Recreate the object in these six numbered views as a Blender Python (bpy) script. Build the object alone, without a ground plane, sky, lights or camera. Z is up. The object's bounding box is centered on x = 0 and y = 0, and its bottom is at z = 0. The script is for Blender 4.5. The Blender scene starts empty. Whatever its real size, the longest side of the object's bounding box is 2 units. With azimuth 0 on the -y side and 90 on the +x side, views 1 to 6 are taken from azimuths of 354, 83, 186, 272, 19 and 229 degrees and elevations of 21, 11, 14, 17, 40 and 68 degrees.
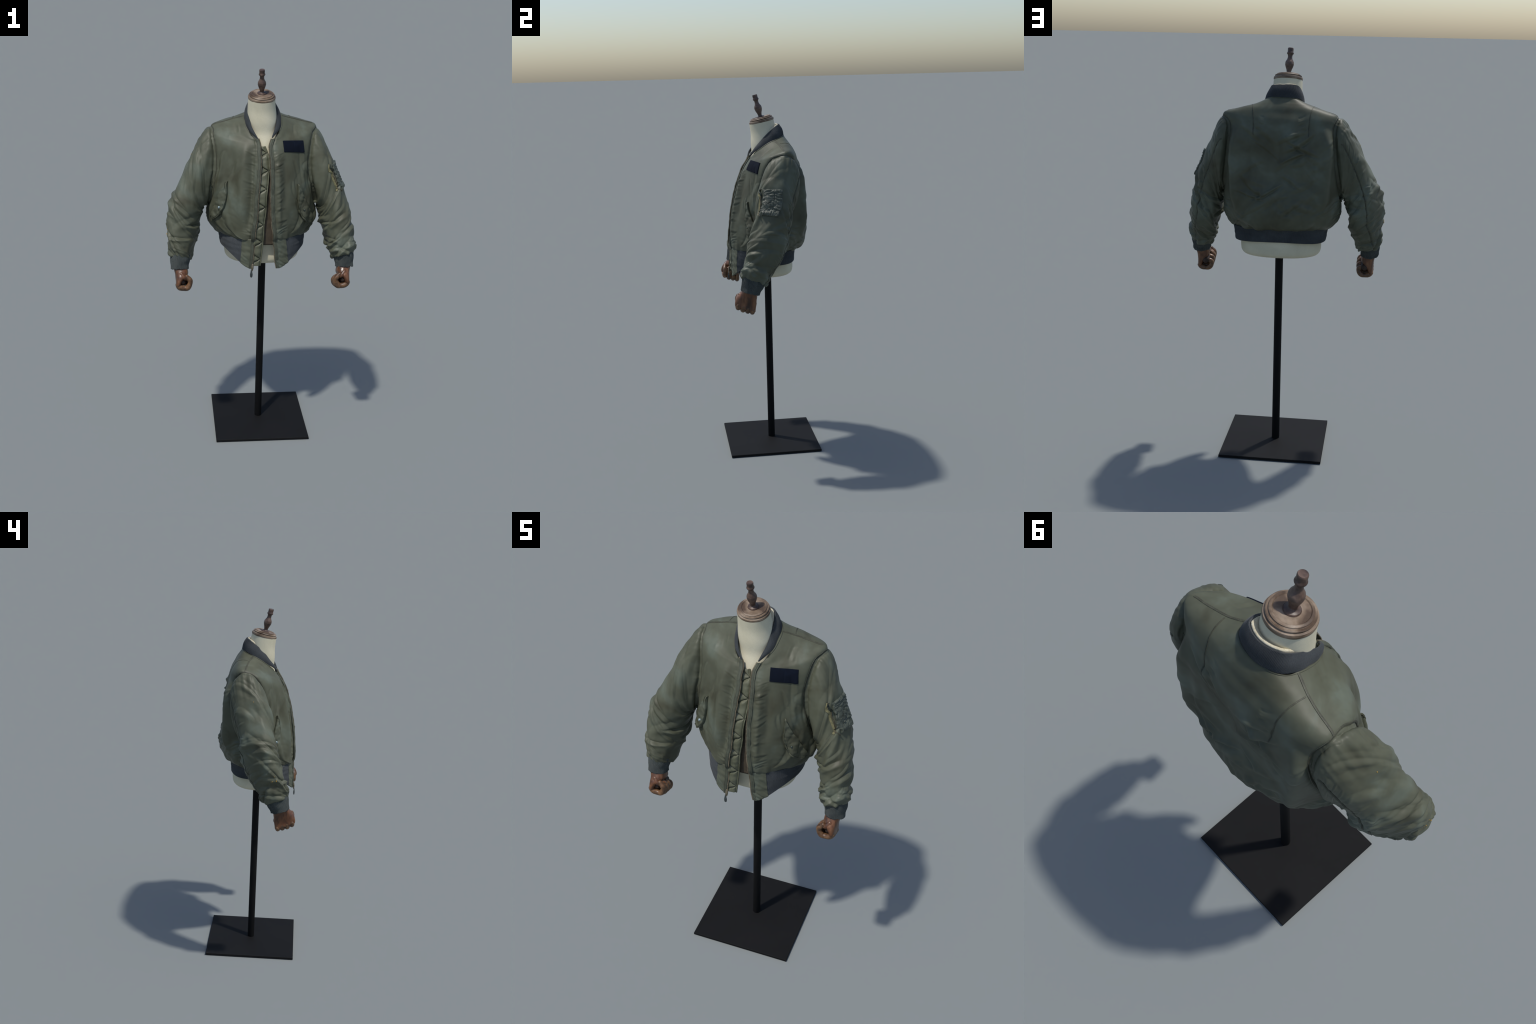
"""Bomber jacket on a dress form with wooden finial, wooden fists and a black stand."""
import bpy, math
import numpy as np
from mathutils import Vector
from mathutils.bvhtree import BVHTree

rng = np.random.default_rng(7)
A = np.array

# ------------------------------------------------------------------ helpers
_perm = rng.permutation(256); _perm = np.concatenate([_perm, _perm, _perm])
_grad = rng.normal(size=(256, 3)); _grad /= np.linalg.norm(_grad, axis=1)[:, None]

def noise(p, scale=(1, 1, 1), off=0.0):
    """Gradient noise, about -0.7..0.7; p is (..., 3)."""
    q = np.asarray(p, float) * A(scale, float) + off
    i = np.floor(q).astype(int); f = q - i; i &= 255
    w = f * f * f * (f * (f * 6 - 15) + 10)
    out = 0
    for dx in (0, 1):
        for dy in (0, 1):
            for dz in (0, 1):
                h = _perm[_perm[_perm[i[..., 0] + dx] + i[..., 1] + dy] + i[..., 2] + dz]
                g = _grad[h]
                d = g[..., 0] * (f[..., 0] - dx) + g[..., 1] * (f[..., 1] - dy) + g[..., 2] * (f[..., 2] - dz)
                wx = w[..., 0] if dx else 1 - w[..., 0]
                wy = w[..., 1] if dy else 1 - w[..., 1]
                wz = w[..., 2] if dz else 1 - w[..., 2]
                out = out + d * wx * wy * wz
    return out

def ridge(p, scale, off=0.0):
    """Rounded puffs with sharp creases between them, about -1..0.6."""
    return np.minimum(np.abs(noise(p, scale, off)) * 3.2, 1.0) - 0.45

def smooth(a, b, x):
    t = np.clip((x - a) / (b - a), 0, 1)
    return t * t * (3 - 2 * t)

def spline(keys, vals, x):
    """Cubic Hermite (Catmull-Rom on uneven keys) through rows of values."""
    keys = A(keys, float); vals = A(vals, float); x = np.asarray(x, float)
    if vals.ndim == 1:
        vals = vals[:, None]; flat = True
    else:
        flat = False
    m = np.zeros_like(vals)
    d = (vals[1:] - vals[:-1]) / (keys[1:] - keys[:-1])[:, None]
    m[0] = d[0]; m[-1] = d[-1]
    h = keys[1:] - keys[:-1]
    m[1:-1] = (d[:-1] * h[1:, None] + d[1:] * h[:-1, None]) / (h[1:] + h[:-1])[:, None]
    k = np.clip(np.searchsorted(keys, x, side='right') - 1, 0, len(keys) - 2)
    hk = h[k]; t = ((x - keys[k]) / hk)[..., None]; hk = hk[..., None]
    r = ((2 * t**3 - 3 * t**2 + 1) * vals[k] + (t**3 - 2 * t**2 + t) * hk * m[k]
         + (-2 * t**3 + 3 * t**2) * vals[k + 1] + (t**3 - t**2) * hk * m[k + 1])
    return r[..., 0] if flat else r

def curve(pts, n):
    """n points along a smooth curve through pts."""
    pts = A(pts, float)
    s = np.concatenate([[0], np.cumsum(np.linalg.norm(np.diff(pts, axis=0), axis=1))])
    return spline(s, pts, np.linspace(0, s[-1], n))

def grid_normals(G, closed=False):
    """Vertex normals of a grid (rows, cols, 3)."""
    du = np.zeros_like(G); dv = np.zeros_like(G)
    if closed:
        du = np.roll(G, -1, 1) - np.roll(G, 1, 1)
    else:
        du[:, 1:-1] = G[:, 2:] - G[:, :-2]; du[:, 0] = G[:, 1] - G[:, 0]; du[:, -1] = G[:, -1] - G[:, -2]
    dv[1:-1] = G[2:] - G[:-2]; dv[0] = G[1] - G[0]; dv[-1] = G[-1] - G[-2]
    n = np.cross(du, dv)
    return n / np.maximum(np.linalg.norm(n, axis=2), 1e-9)[..., None]

def polyline_distance(P, line):
    """Distance of each point to a polyline, and how far along it (0..1)."""
    line = A(line, float); best = np.full(P.shape[:-1], 1e9); along = np.zeros(P.shape[:-1])
    L = np.linalg.norm(np.diff(line, axis=0), axis=1); S = np.concatenate([[0], np.cumsum(L)])
    for i in range(len(line) - 1):
        a = line[i]; d = line[i + 1] - a; dd = d @ d
        t = np.clip(((P - a) @ d) / dd, 0, 1)
        q = np.linalg.norm(P - (a + t[..., None] * d), axis=-1)
        w = q < best
        best = np.where(w, q, best); along = np.where(w, (S[i] + t * L[i]) / S[-1], along)
    return best, along

def fold(P, pts, width, height, taper=0.25):
    """Height field of one fold running along a curve (negative height: a valley)."""
    d, t = polyline_distance(P, curve(pts, 14))
    return height * np.exp(-(d / width) ** 2) * smooth(0, taper, t) * smooth(0, taper, 1 - t)

def fold_free(P, pts, width, height):
    d, t = polyline_distance(P, curve(pts, 14))
    return height * np.exp(-(d / width) ** 2)

def crease(a, b, p0, p1, bend, width, height):
    """One cloth fold in flattened panel coordinates (metres): a ridge with a sharp valley beside it."""
    p0, p1 = A(p0, float), A(p1, float); d = p1 - p0; L = np.linalg.norm(d); d = d / L; n = A([-d[1], d[0]])
    t = ((a - p0[0]) * d[0] + (b - p0[1]) * d[1]) / L
    o = (a - p0[0]) * n[0] + (b - p0[1]) * n[1] - bend * (1 - (2 * t - 1) ** 2)
    win = np.where((t > 0) & (t < 1), np.sin(np.clip(t, 0, 1) * math.pi) ** 0.8, 0)
    w = width * (0.55 + 0.45 * win)
    return height * win * (np.exp(-np.abs(o / w) ** 1.6) - 0.75 * np.exp(-np.abs((o + 1.5 * w) / (0.6 * w)) ** 1.4))

root = bpy.data.objects.new("dressed_mannequin", None)
bpy.context.scene.collection.objects.link(root)
root["label"] = "olive green bomber jacket on a dress form with wooden fists and black stand"
root["category"] = "jacket mannequin"

def add_object(name, mesh, mat, parent=root, kind=None):
    ob = bpy.data.objects.new(name, mesh)
    bpy.context.scene.collection.objects.link(ob)
    ob.parent = parent
    if mat is not None:
        mesh.materials.append(mat)
    if kind:
        ob["kind"] = kind
    return ob

def raw_mesh(name, V, F, smooth_shade=True):
    me = bpy.data.meshes.new(name)
    me.from_pydata([tuple(v) for v in np.asarray(V).reshape(-1, 3)], [], F)
    if smooth_shade:
        me.polygons.foreach_set("use_smooth", [True] * len(me.polygons))
    me.update()
    return me

def grid_faces(r, c, closed=False, base=0):
    F = []
    for i in range(r - 1):
        for j in range(c if closed else c - 1):
            k = (j + 1) % c
            F.append((base + i * c + j, base + i * c + k, base + (i + 1) * c + k, base + (i + 1) * c + j))
    return F

def shell(G, thick, closed=False):
    """A grid given thickness inwards; returns vertices and faces of a closed shell."""
    r, c = G.shape[:2]; N = grid_normals(G, closed)
    V = np.concatenate([G.reshape(-1, 3), (G - N * thick).reshape(-1, 3)])
    F = grid_faces(r, c, closed); b = r * c
    F += [tuple(reversed(f)) for f in grid_faces(r, c, closed, b)]
    def rim(idx, loop):
        n = len(idx)
        for i in range(n if loop else n - 1):
            p, q = idx[i], idx[(i + 1) % n]
            F.append((q, p, p + b, q + b))
    rim(list(range(c)), closed)
    rim([(r - 1) * c + j for j in range(c)][::-1], closed)
    if not closed:
        rim([i * c for i in range(r)][::-1], False)
        rim([i * c + c - 1 for i in range(r)], False)
    return V, F

def grid_object(name, G, mat, thick=0.0, closed=False, parent=root, kind=None):
    if thick:
        V, F = shell(G, thick, closed)
    else:
        V, F = G.reshape(-1, 3), grid_faces(G.shape[0], G.shape[1], closed)
    return add_object(name, raw_mesh(name, V, F), mat, parent, kind)

def bvh_of(grids):
    V, F, b = [], [], 0
    for G, closed in grids:
        V += [Vector(v) for v in G.reshape(-1, 3)]
        F += grid_faces(G.shape[0], G.shape[1], closed, b); b += G.shape[0] * G.shape[1]
    return BVHTree.FromPolygons(V, F)

def snap(bvh, P, hint=None):
    """Nearest surface points and outward normals for an array of points."""
    shp = P.shape; Q = np.zeros((P.size // 3, 3)); N = np.zeros_like(Q)
    for i, p in enumerate(P.reshape(-1, 3)):
        loc, nor, _, _ = bvh.find_nearest(Vector(p))
        Q[i] = loc; N[i] = nor
    return Q.reshape(shp), N.reshape(shp)

def relax(N, it=3):
    for _ in range(it):
        M = N.copy()
        M[1:-1] += N[2:] + N[:-2]
        M[:, 1:-1] += N[:, 2:] + N[:, :-2]
        N = M / np.maximum(np.linalg.norm(M, axis=2), 1e-9)[..., None]
    return N

def applique(name, bvh, left, right, mat, parent, rows=40, cols=24, height=0.005, rim=0.12, relief=None, kind=None, caps=(1, 1)):
    """A flap or patch laid over a surface, spanned between two boundary curves, with thickness."""
    Lc, Rc = curve(left, rows), curve(right, rows)
    t = np.linspace(0, 1, cols)[None, :, None]
    P = Lc[:, None] * (1 - t) + Rc[:, None] * t
    Q, N = snap(bvh, P); N = relax(N, 4)
    s = np.linspace(0, 1, rows)[:, None] * np.ones((1, cols)); u = t[..., 0] * np.ones((rows, 1))
    edge = np.minimum(np.minimum(u, 1 - u) / rim, 1)
    if caps[0]: edge = np.minimum(edge, np.minimum(s / (rim * 0.7), 1))
    if caps[1]: edge = np.minimum(edge, np.minimum((1 - s) / (rim * 0.7), 1))
    prof = np.sqrt(np.clip(1 - (1 - edge) ** 2, 0, 1))
    h = height * prof - 0.004 * (1 - prof)
    if relief is not None:
        h = h + relief(Q, s, u) * prof
    G = Q + N * h[..., None]
    n0 = grid_normals(G)
    if np.sum(n0 * N) < 0:
        G = G[:, ::-1]
    return grid_object(name, G, mat, 0.003, parent=parent, kind=kind)

def strip_along(bvh, pts, n, width, height, prof=(-1, -0.75, -0.6, 0, 0.6, 0.75, 1), hts=(-1.5, 0.6, 1, 0.1, 1, 0.6, -1.5), wav=0.0):
    """A raised tape following a curve on a surface (grid n x len(prof))."""
    C = curve(pts, n)
    Q, N = snap(bvh, C)
    for _ in range(4):
        Q[1:-1] = (Q[1:-1] * 2 + Q[2:] + Q[:-2]) / 4; N[1:-1] += N[2:] + N[:-2]
    N /= np.linalg.norm(N, axis=1)[:, None]
    Q, _ = snap(bvh, Q)
    T = np.gradient(Q, axis=0); T /= np.linalg.norm(T, axis=1)[:, None]
    S = np.cross(N, T); S /= np.linalg.norm(S, axis=1)[:, None]
    G = np.zeros((n, len(prof), 3))
    for j, (a, b) in enumerate(zip(prof, hts)):
        P = Q + S * (a * width / 2)
        P2, _ = snap(bvh, P)
        G[:, j] = P2 + N * (height * b)
    if wav:
        G += N[:, None] * (wav * noise(G, (160, 160, 160)))[..., None]
    return G[:, ::-1]

def lathe(profile, centre, axis, seg=64, sx=1.0, sy=1.0, wob=0.0):
    axis = A(axis, float); axis /= np.linalg.norm(axis)
    e1 = np.cross([0, 1, 0], axis); e1 /= np.linalg.norm(e1); e2 = np.cross(axis, e1)
    th = np.linspace(0, 2 * math.pi, seg, endpoint=False)
    G = []
    for r, h in profile:
        G.append(A(centre) + axis * h + (np.cos(th)[:, None] * e1 * sx + np.sin(th)[:, None] * e2 * sy) * r)
    G = A(G)
    if wob:
        G += grid_normals(G, True) * (wob * noise(G, (40, 40, 40)))[..., None]
    return G

def tube(pts, radii, seg=14, n=30, cap=True, flat=1.0):
    """Round-ended tube along a curve."""
    C = curve(pts, n); R = spline(np.linspace(0, 1, len(radii)), A(radii, float), np.linspace(0, 1, n))
    T = np.gradient(C, axis=0); T /= np.linalg.norm(T, axis=1)[:, None]
    ref = A([0, 1, 0.0]) if abs(T[:, 1]).mean() < 0.8 else A([1, 0, 0.0])
    U = np.cross(T, ref); U /= np.linalg.norm(U, axis=1)[:, None]; W = np.cross(T, U)
    th = np.linspace(0, 2 * math.pi, seg, endpoint=False)
    rows = []
    def ring(c, u, w, r): return c + (np.cos(th)[:, None] * u + np.sin(th)[:, None] * w * flat) * r
    k = (0.05, 0.35, 0.6, 0.8, 0.95)
    if cap:
        for a in k: rows.append(ring(C[0] - T[0] * R[0] * math.sqrt(1 - a * a), U[0], W[0], R[0] * a))
    for i in range(n): rows.append(ring(C[i], U[i], W[i], R[i]))
    if cap:
        for a in reversed(k): rows.append(ring(C[-1] + T[-1] * R[-1] * math.sqrt(1 - a * a), U[-1], W[-1], R[-1] * a))
    G = A(rows)
    return G[:, ::-1]

def join_grids(name, items, mat, parent=root, kind=None):
    V, F, b = [], [], 0
    for G, closed in items:
        V.append(G.reshape(-1, 3)); F += grid_faces(G.shape[0], G.shape[1], closed, b); b += G.shape[0] * G.shape[1]
    return add_object(name, raw_mesh(name, np.concatenate(V), F), mat, parent, kind)

# ---------------------------------------------------------------- materials
def srgb(r, g, b):
    f = lambda c: (c / 255 / 12.92) if c / 255 <= 0.04045 else ((c / 255 + 0.055) / 1.055) ** 2.4
    return (f(r), f(g), f(b), 1)

def material(name, cols, scale=6.0, rough=0.6, bump=0.0, bump_scale=300.0, stretch=(1, 1, 1), detail=4.0,
             fine=0.12, fine_scale=120.0, metallic=0.0, spec=0.4, sheen=0.0, ribs=None, coat=0.0, wave=None, ramp=(0.35, 0.65)):
    m = bpy.data.materials.new(name); m.use_nodes = True
    nt = m.node_tree; N = nt.nodes; L = nt.links
    bs = N["Principled BSDF"]
    bs.inputs["Roughness"].default_value = rough; bs.inputs["Metallic"].default_value = metallic
    bs.inputs["Specular IOR Level"].default_value = spec
    bs.inputs["Sheen Weight"].default_value = sheen; bs.inputs["Coat Weight"].default_value = coat
    tc = N.new("ShaderNodeTexCoord"); mp = N.new("ShaderNodeMapping"); mp.inputs["Scale"].default_value = stretch
    L.new(tc.outputs["Object"], mp.inputs["Vector"])
    nz = N.new("ShaderNodeTexNoise"); nz.inputs["Scale"].default_value = scale; nz.inputs["Detail"].default_value = detail
    nz.inputs["Distortion"].default_value = 0.6
    L.new(mp.outputs[0], nz.inputs["Vector"])
    src = nz.outputs["Fac"]
    if wave:
        wv = N.new("ShaderNodeTexWave"); wv.inputs["Scale"].default_value = wave[0]; wv.inputs["Distortion"].default_value = wave[1]
        wv.bands_direction = wave[2]; wv.inputs["Detail"].default_value = 3
        L.new(mp.outputs[0], wv.inputs["Vector"])
        mx0 = N.new("ShaderNodeMix"); mx0.inputs[0].default_value = 0.5
        L.new(src, mx0.inputs[2]); L.new(wv.outputs["Fac"], mx0.inputs[3]); src = mx0.outputs[0]
    rp = N.new("ShaderNodeValToRGB"); el = rp.color_ramp.elements
    while len(el) < len(cols): el.new(0.5)
    for i, c in enumerate(cols):
        el[i].position = ramp[0] + (ramp[1] - ramp[0]) * i / (len(cols) - 1); el[i].color = c
    L.new(src, rp.inputs[0])
    fn = N.new("ShaderNodeTexNoise"); fn.inputs["Scale"].default_value = fine_scale; fn.inputs["Detail"].default_value = 3
    L.new(mp.outputs[0], fn.inputs["Vector"])
    mr = N.new("ShaderNodeMapRange"); mr.inputs[1].default_value = 0.3; mr.inputs[2].default_value = 0.7
    mr.inputs[3].default_value = 1 - fine; mr.inputs[4].default_value = 1 + fine
    L.new(fn.outputs["Fac"], mr.inputs[0])
    mx = N.new("ShaderNodeMix"); mx.data_type = 'RGBA'; mx.blend_type = 'MULTIPLY'; mx.inputs[0].default_value = 1
    L.new(rp.outputs[0], mx.inputs[6]); L.new(mr.outputs[0], mx.inputs[7])
    L.new(mx.outputs[2], bs.inputs["Base Color"])
    if bump:
        bn = N.new("ShaderNodeTexNoise"); bn.inputs["Scale"].default_value = bump_scale; bn.inputs["Detail"].default_value = 4
        L.new(mp.outputs[0], bn.inputs["Vector"])
        bp = N.new("ShaderNodeBump"); bp.inputs["Strength"].default_value = bump; bp.inputs["Distance"].default_value = 0.002
        L.new(bn.outputs["Fac"], bp.inputs["Height"]); L.new(bp.outputs[0], bs.inputs["Normal"])
    return m

OLIVE = [srgb(65, 65, 51), srgb(74, 76, 62), srgb(79, 82, 68), srgb(87, 93, 81)]  # mottled olive cloth; the lighter bluish tones also paint in satin sheen highlights
m_nylon = material("olive_nylon", OLIVE, scale=7, rough=0.51, spec=0.26, bump=0.18, bump_scale=45, sheen=0.0, fine=0.06, fine_scale=40, ramp=(0.32, 0.68))
m_quilt = material("olive_quilted_lining", [srgb(78, 80, 62), srgb(96, 98, 80)], scale=9, rough=0.5, bump=0.15, bump_scale=90, fine=0.08)
m_tape = material("zipper_tape", [srgb(58, 61, 50), srgb(74, 78, 65)], scale=30, rough=0.7, fine=0.15, fine_scale=250)
m_seam = material("stitched_seam", [srgb(54, 55, 44), srgb(70, 71, 58)], scale=60, rough=0.6, fine=0.25, fine_scale=300)
m_rib = material("slate_rib_knit", [srgb(49, 53, 56), srgb(63, 67, 70)], scale=8, rough=0.85, bump=0.3, bump_scale=420, fine=0.18, fine_scale=350, sheen=0.1, spec=0.2)
m_cuff = material("green_grey_rib_knit", [srgb(46, 52, 52), srgb(66, 72, 70)], scale=12, rough=0.85, bump=0.3, bump_scale=420, fine=0.18, fine_scale=350, sheen=0.1, spec=0.2)
m_patch = material("navy_patch", [srgb(6, 12, 24), srgb(10, 18, 32)], scale=20, rough=0.9, fine=0.2, fine_scale=400, spec=0.15)
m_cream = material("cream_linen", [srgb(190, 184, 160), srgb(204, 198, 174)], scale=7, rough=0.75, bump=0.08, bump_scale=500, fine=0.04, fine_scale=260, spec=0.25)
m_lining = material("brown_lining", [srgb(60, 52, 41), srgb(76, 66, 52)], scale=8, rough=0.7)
m_fleece = material("cream_collar_fringe", [srgb(178, 170, 146), srgb(200, 192, 168)], scale=60, rough=0.95, fine=0.15, fine_scale=500)
m_disc = material("weathered_wood", [srgb(74, 58, 44), srgb(112, 95, 78), srgb(134, 119, 103)], scale=14, rough=0.5, stretch=(1, 1, 3), bump=0.2, bump_scale=90, fine=0.15, fine_scale=90)
m_finial = material("dark_turned_wood", [srgb(54, 41, 36), srgb(82, 65, 56), srgb(112, 92, 80)], scale=26, rough=0.42, fine=0.2, fine_scale=120, bump=0.1, bump_scale=120, ramp=(0.3, 0.75))
m_hand = material("polished_brown_wood", [srgb(48, 29, 19), srgb(90, 57, 36), srgb(122, 84, 57)], scale=22, rough=0.38, stretch=(1.6, 1.6, 0.5), fine=0.2, fine_scale=70, coat=0.1, ramp=(0.3, 0.72))
m_plug = material("dark_fist_plug", [srgb(34, 24, 18), srgb(52, 36, 26)], scale=40, rough=0.6)  # dark colour standing in for the shade inside the fist
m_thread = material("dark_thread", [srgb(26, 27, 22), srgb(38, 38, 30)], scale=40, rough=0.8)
m_finger = material("worn_finger_wood", [srgb(66, 47, 33), srgb(116, 85, 58)], scale=40, rough=0.4, fine=0.2, fine_scale=120)
m_black = material("black_steel", [(0.0062, 0.0062, 0.0064, 1), (0.0075, 0.0075, 0.0077, 1)], scale=4, rough=0.7, fine=0.05, spec=0.12)
m_brass = material("aged_brass", [srgb(84, 77, 62), srgb(118, 110, 92)], scale=60, rough=0.5, metallic=0.3)
m_steel = material("snap_steel", [srgb(120, 135, 138), srgb(165, 180, 182)], scale=90, rough=0.35, metallic=0.6)
m_snapdark = material("dark_snap", [srgb(46, 54, 48), srgb(62, 70, 64)], scale=90, rough=0.4, metallic=0.3)
m_cord = material("dark_leather_pull", [srgb(38, 44, 44), srgb(54, 60, 60)], scale=60, rough=0.5)
m_ziptan = material("tan_zipper_tape", [srgb(92, 92, 66), srgb(122, 116, 84)], scale=40, rough=0.7, fine=0.2, fine_scale=200)
m_pocket = material("faded_pocket_nylon", [srgb(54, 59, 50), srgb(76, 81, 71)], scale=30, rough=0.55, fine=0.15, bump=0.2, bump_scale=140)
m_speck = material("yellow_paint", [srgb(170, 130, 40), srgb(190, 150, 60)], scale=50, rough=0.6)

# ---------------------------------------------------------------- jacket body
# One row per level, from the rib seam up to the neckline:
# level | z: front edge, side, back | x: left edge, right edge, left side, right side | y: front edge, side, back | roundness front, back
ROWS = A([
    [0.00, 1.152, 1.138, 1.146, -.056, .052, -.224, .240, -.201, .000, .150, 1.55, 2.2],
    [0.05, 1.168, 1.160, 1.166, -.055, .050, -.256, .264, -.208, .002, .184, 1.45, 2.1],
    [0.11, 1.200, 1.200, 1.205, -.052, .047, -.280, .287, -.208, .000, .212, 1.38, 2.1],
    [0.22, 1.280, 1.285, 1.290, -.043, .039, -.289, .293, -.202, .002, .218, 1.40, 2.3],
    [0.35, 1.385, 1.390, 1.395, -.039, .034, -.292, .294, -.188, .008, .204, 1.40, 2.7],
    [0.48, 1.485, 1.490, 1.495, -.029, .035, -.292, .294, -.165, .015, .196, 1.40, 2.8],
    [0.59, 1.560, 1.570, 1.578, -.025, .032, -.291, .293, -.140, .032, .188, 1.48, 2.6],
    [0.68, 1.602, 1.632, 1.640, -.025, .029, -.289, .292, -.120, .052, .178, 1.65, 2.3],
    [0.75, 1.625, 1.672, 1.680, -.026, .028, -.286, .292, -.106, .070, .166, 1.7, 2.1],
    [0.79, 1.636, 1.690, 1.704, -.028, .031, -.274, .282, -.099, .074, .154, 1.7, 2.0],
    [0.83, 1.642, 1.704, 1.724, -.029, .034, -.238, .244, -.095, .072, .145, 1.7, 2.0],
    [0.90, 1.648, 1.723, 1.747, -.030, .037, -.172, .180, -.092, .066, .131, 1.75, 2.0],
    [1.00, 1.657, 1.750, 1.779, -.033, .041, -.091, .094, -.087, .040, .106, 2.2, 2.3],
])

def ring_points(row, q, kz=1.3):
    """Points of one level; q runs 0..1 from the left zip edge round the back to the right zip edge."""
    _, zf, zs, zb, eL, eR, wL, wR, yf, ys, yb, pf, pb = row
    a = q * 4; out = np.zeros((len(q), 3))
    for i, t in enumerate(a):
        left = t <= 2; u = t if left else 4 - t
        e, w = (eL, wL) if left else (eR, wR)
        if u <= 1:
            f = u * math.pi / 2; S, C = math.sin(f) ** (2 / pf), max(math.cos(f), 0) ** (2 / pf)
            out[i] = (e + (w - e) * S, ys + (yf - ys) * C, zs + (zf - zs) * max(math.cos(f), 0) ** kz)
        else:
            f = (u - 1) * math.pi / 2; S, C = math.sin(f) ** (2 / pb), max(math.cos(f), 0) ** (2 / pb)
            out[i] = (w * C, ys + (yb - ys) * S, zs + (zb - zs) * math.sin(f) ** kz)
    return out

NQ, NV = 520, 260
qs = np.linspace(0, 1, NQ)
# even out spacing round the ring on a mid row
_mid = ring_points(ROWS[4], qs); _s = np.concatenate([[0], np.cumsum(np.linalg.norm(np.diff(_mid, axis=0), axis=1))])
qs = np.interp(np.linspace(0, _s[-1], NQ), _s, qs)
vs = np.concatenate([np.linspace(0, 0.12, 50), np.linspace(0.12, 1, NV - 49)[1:]])
rows_fine = spline(ROWS[:, 0], ROWS, vs)
body = A([ring_points(r, qs) for r in rows_fine])
# soften the side crease
for _ in range(10):
    body[:, 1:-1] = (body[:, 2:] + body[:, :-2] + 2 * body[:, 1:-1]) / 4
body[..., 2] += .006 * (body[..., 0] / .28) * smooth(1.58, 1.68, body[..., 2])   # the left shoulder sits a little higher
X, Y, Z = body[..., 0], body[..., 1], body[..., 2]
bn = grid_normals(body)
if (bn[NV // 2, NQ // 2] @ A([0, 1, 0])) < 0:
    bn = -bn; FLIP = True
else:
    FLIP = False
front = smooth(0.03, -0.05, Y); back = 1 - front
h = np.zeros_like(X)
# broad drape and small crumple
h += 0.010 * noise(body, (5, 5, 3.2), 3.1) + 0.005 * noise(body, (14, 14, 6), 8.2)
lower = smooth(0.45, 0.05, vs)[:, None]
h += 0.0012 * ridge(body + A([0, 0, 1]) * X[..., None] * 0.5, (11, 11, 26), 5.5) * lower
# back: hollow between the shoulder blades, ridges beside the sleeves
h += fold_free(body, [(.05, .2, 1.50), (.05, .2, 1.40)], 0.07, -0.022)
h += fold_free(body, [(-.07, .2, 1.50), (-.07, .2, 1.40)], 0.06, -0.012)
# puckers where the cloth is gathered into the waistband
gather = smooth(0.16, 0.03, vs)[:, None]
h += gather * (0.008 * noise(body, (34, 34, 9), 2.2) + 0.008 * noise(body, (12, 12, 5), 6.1))
# left front: long soft ridge beside the zip with a valley behind it
h += fold(body, [(-.062, -.105, 1.63), (-.066, -.165, 1.45), (-.078, -.195, 1.28), (-.095, -.200, 1.17)], 0.018, -0.018)
h += fold(body, [(-.095, -.090, 1.66), (-.110, -.140, 1.48), (-.120, -.175, 1.33), (-.125, -.185, 1.20)], 0.024, 0.013)
h += fold(body, [(-.17, -.06, 1.66), (-.16, -.12, 1.5), (-.155, -.15, 1.35)], 0.02, -0.005)
# right front: narrow roll right beside the tape
h += fold(body, [(.062, -.09, 1.64), (.068, -.15, 1.48), (.072, -.19, 1.30), (.078, -.20, 1.18)], 0.013, 0.008)
h += fold(body, [(.095, -.095, 1.60), (.105, -.15, 1.42), (.11, -.17, 1.3)], 0.018, -0.009)
# armhole hollows at the front and back
for sx in (-1, 1):
    h += fold(body, [(sx * .235, -.01, 1.66), (sx * .235, -.05, 1.55), (sx * .25, -.06, 1.42), (sx * .262, -.05, 1.30)], 0.022, 0.002)
    h += fold(body, [(sx * .205, .14, 1.66), (sx * .218, .16, 1.55), (sx * .218, .175, 1.38), (sx * .205, .18, 1.20)], 0.030, 0.033)
    # back pleats by the shoulder blades
    h += fold(body, [(sx * .130, .115, 1.715), (sx * .132, .15, 1.67), (sx * .130, .18, 1.61)], 0.006, -0.006)
    h += fold(body, [(sx * .118, .19, 1.62), (sx * .095, .205, 1.55), (sx * .06, .215, 1.48)], 0.012, -0.006)
    h += fold(body, [(sx * .165, .165, 1.64), (sx * .17, .19, 1.52), (sx * .15, .21, 1.38)], 0.02, 0.005)
    # creases at the side above the waistband
    for k in range(6):
        z0 = 1.18 + 0.02 * k
        h += fold(body, [(sx * .245, .12, z0 - .012), (sx * .268, .07, z0), (sx * .285, .0, z0 + .008)], 0.006, -0.005)
# back: diagonal drapes
for x0, z0, x1, z1, w, a in [(.17, 1.56, .02, 1.36, .02, -.005), (.10, 1.50, -.06, 1.28, .018, .005), (-.02, 1.45, -.17, 1.38, .014, -.006),
                             (-.05, 1.40, -.19, 1.47, .012, .004), (-.06, 1.33, -.20, 1.27, .014, -.006), (.15, 1.40, .0, 1.22, .025, -.005),
                             (-.10, 1.20, -.24, 1.29, .010, -.006), (-.12, 1.17, -.24, 1.24, .009, .005), (.05, 1.29, -.10, 1.20, .02, .005),
                             (-.01, 1.62, .0, 1.35, .03, -.004)]:
    xm, zm = (x0 + x1) / 2 + .01, (z0 + z1) / 2 - .015
    yy = lambda x: .228 * math.sqrt(max(0, 1 - (x / .30) ** 2))
    h += fold(body, [(x0, yy(x0), z0), (xm, yy(xm), zm), (x1, yy(x1), z1)], w, a)
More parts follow.
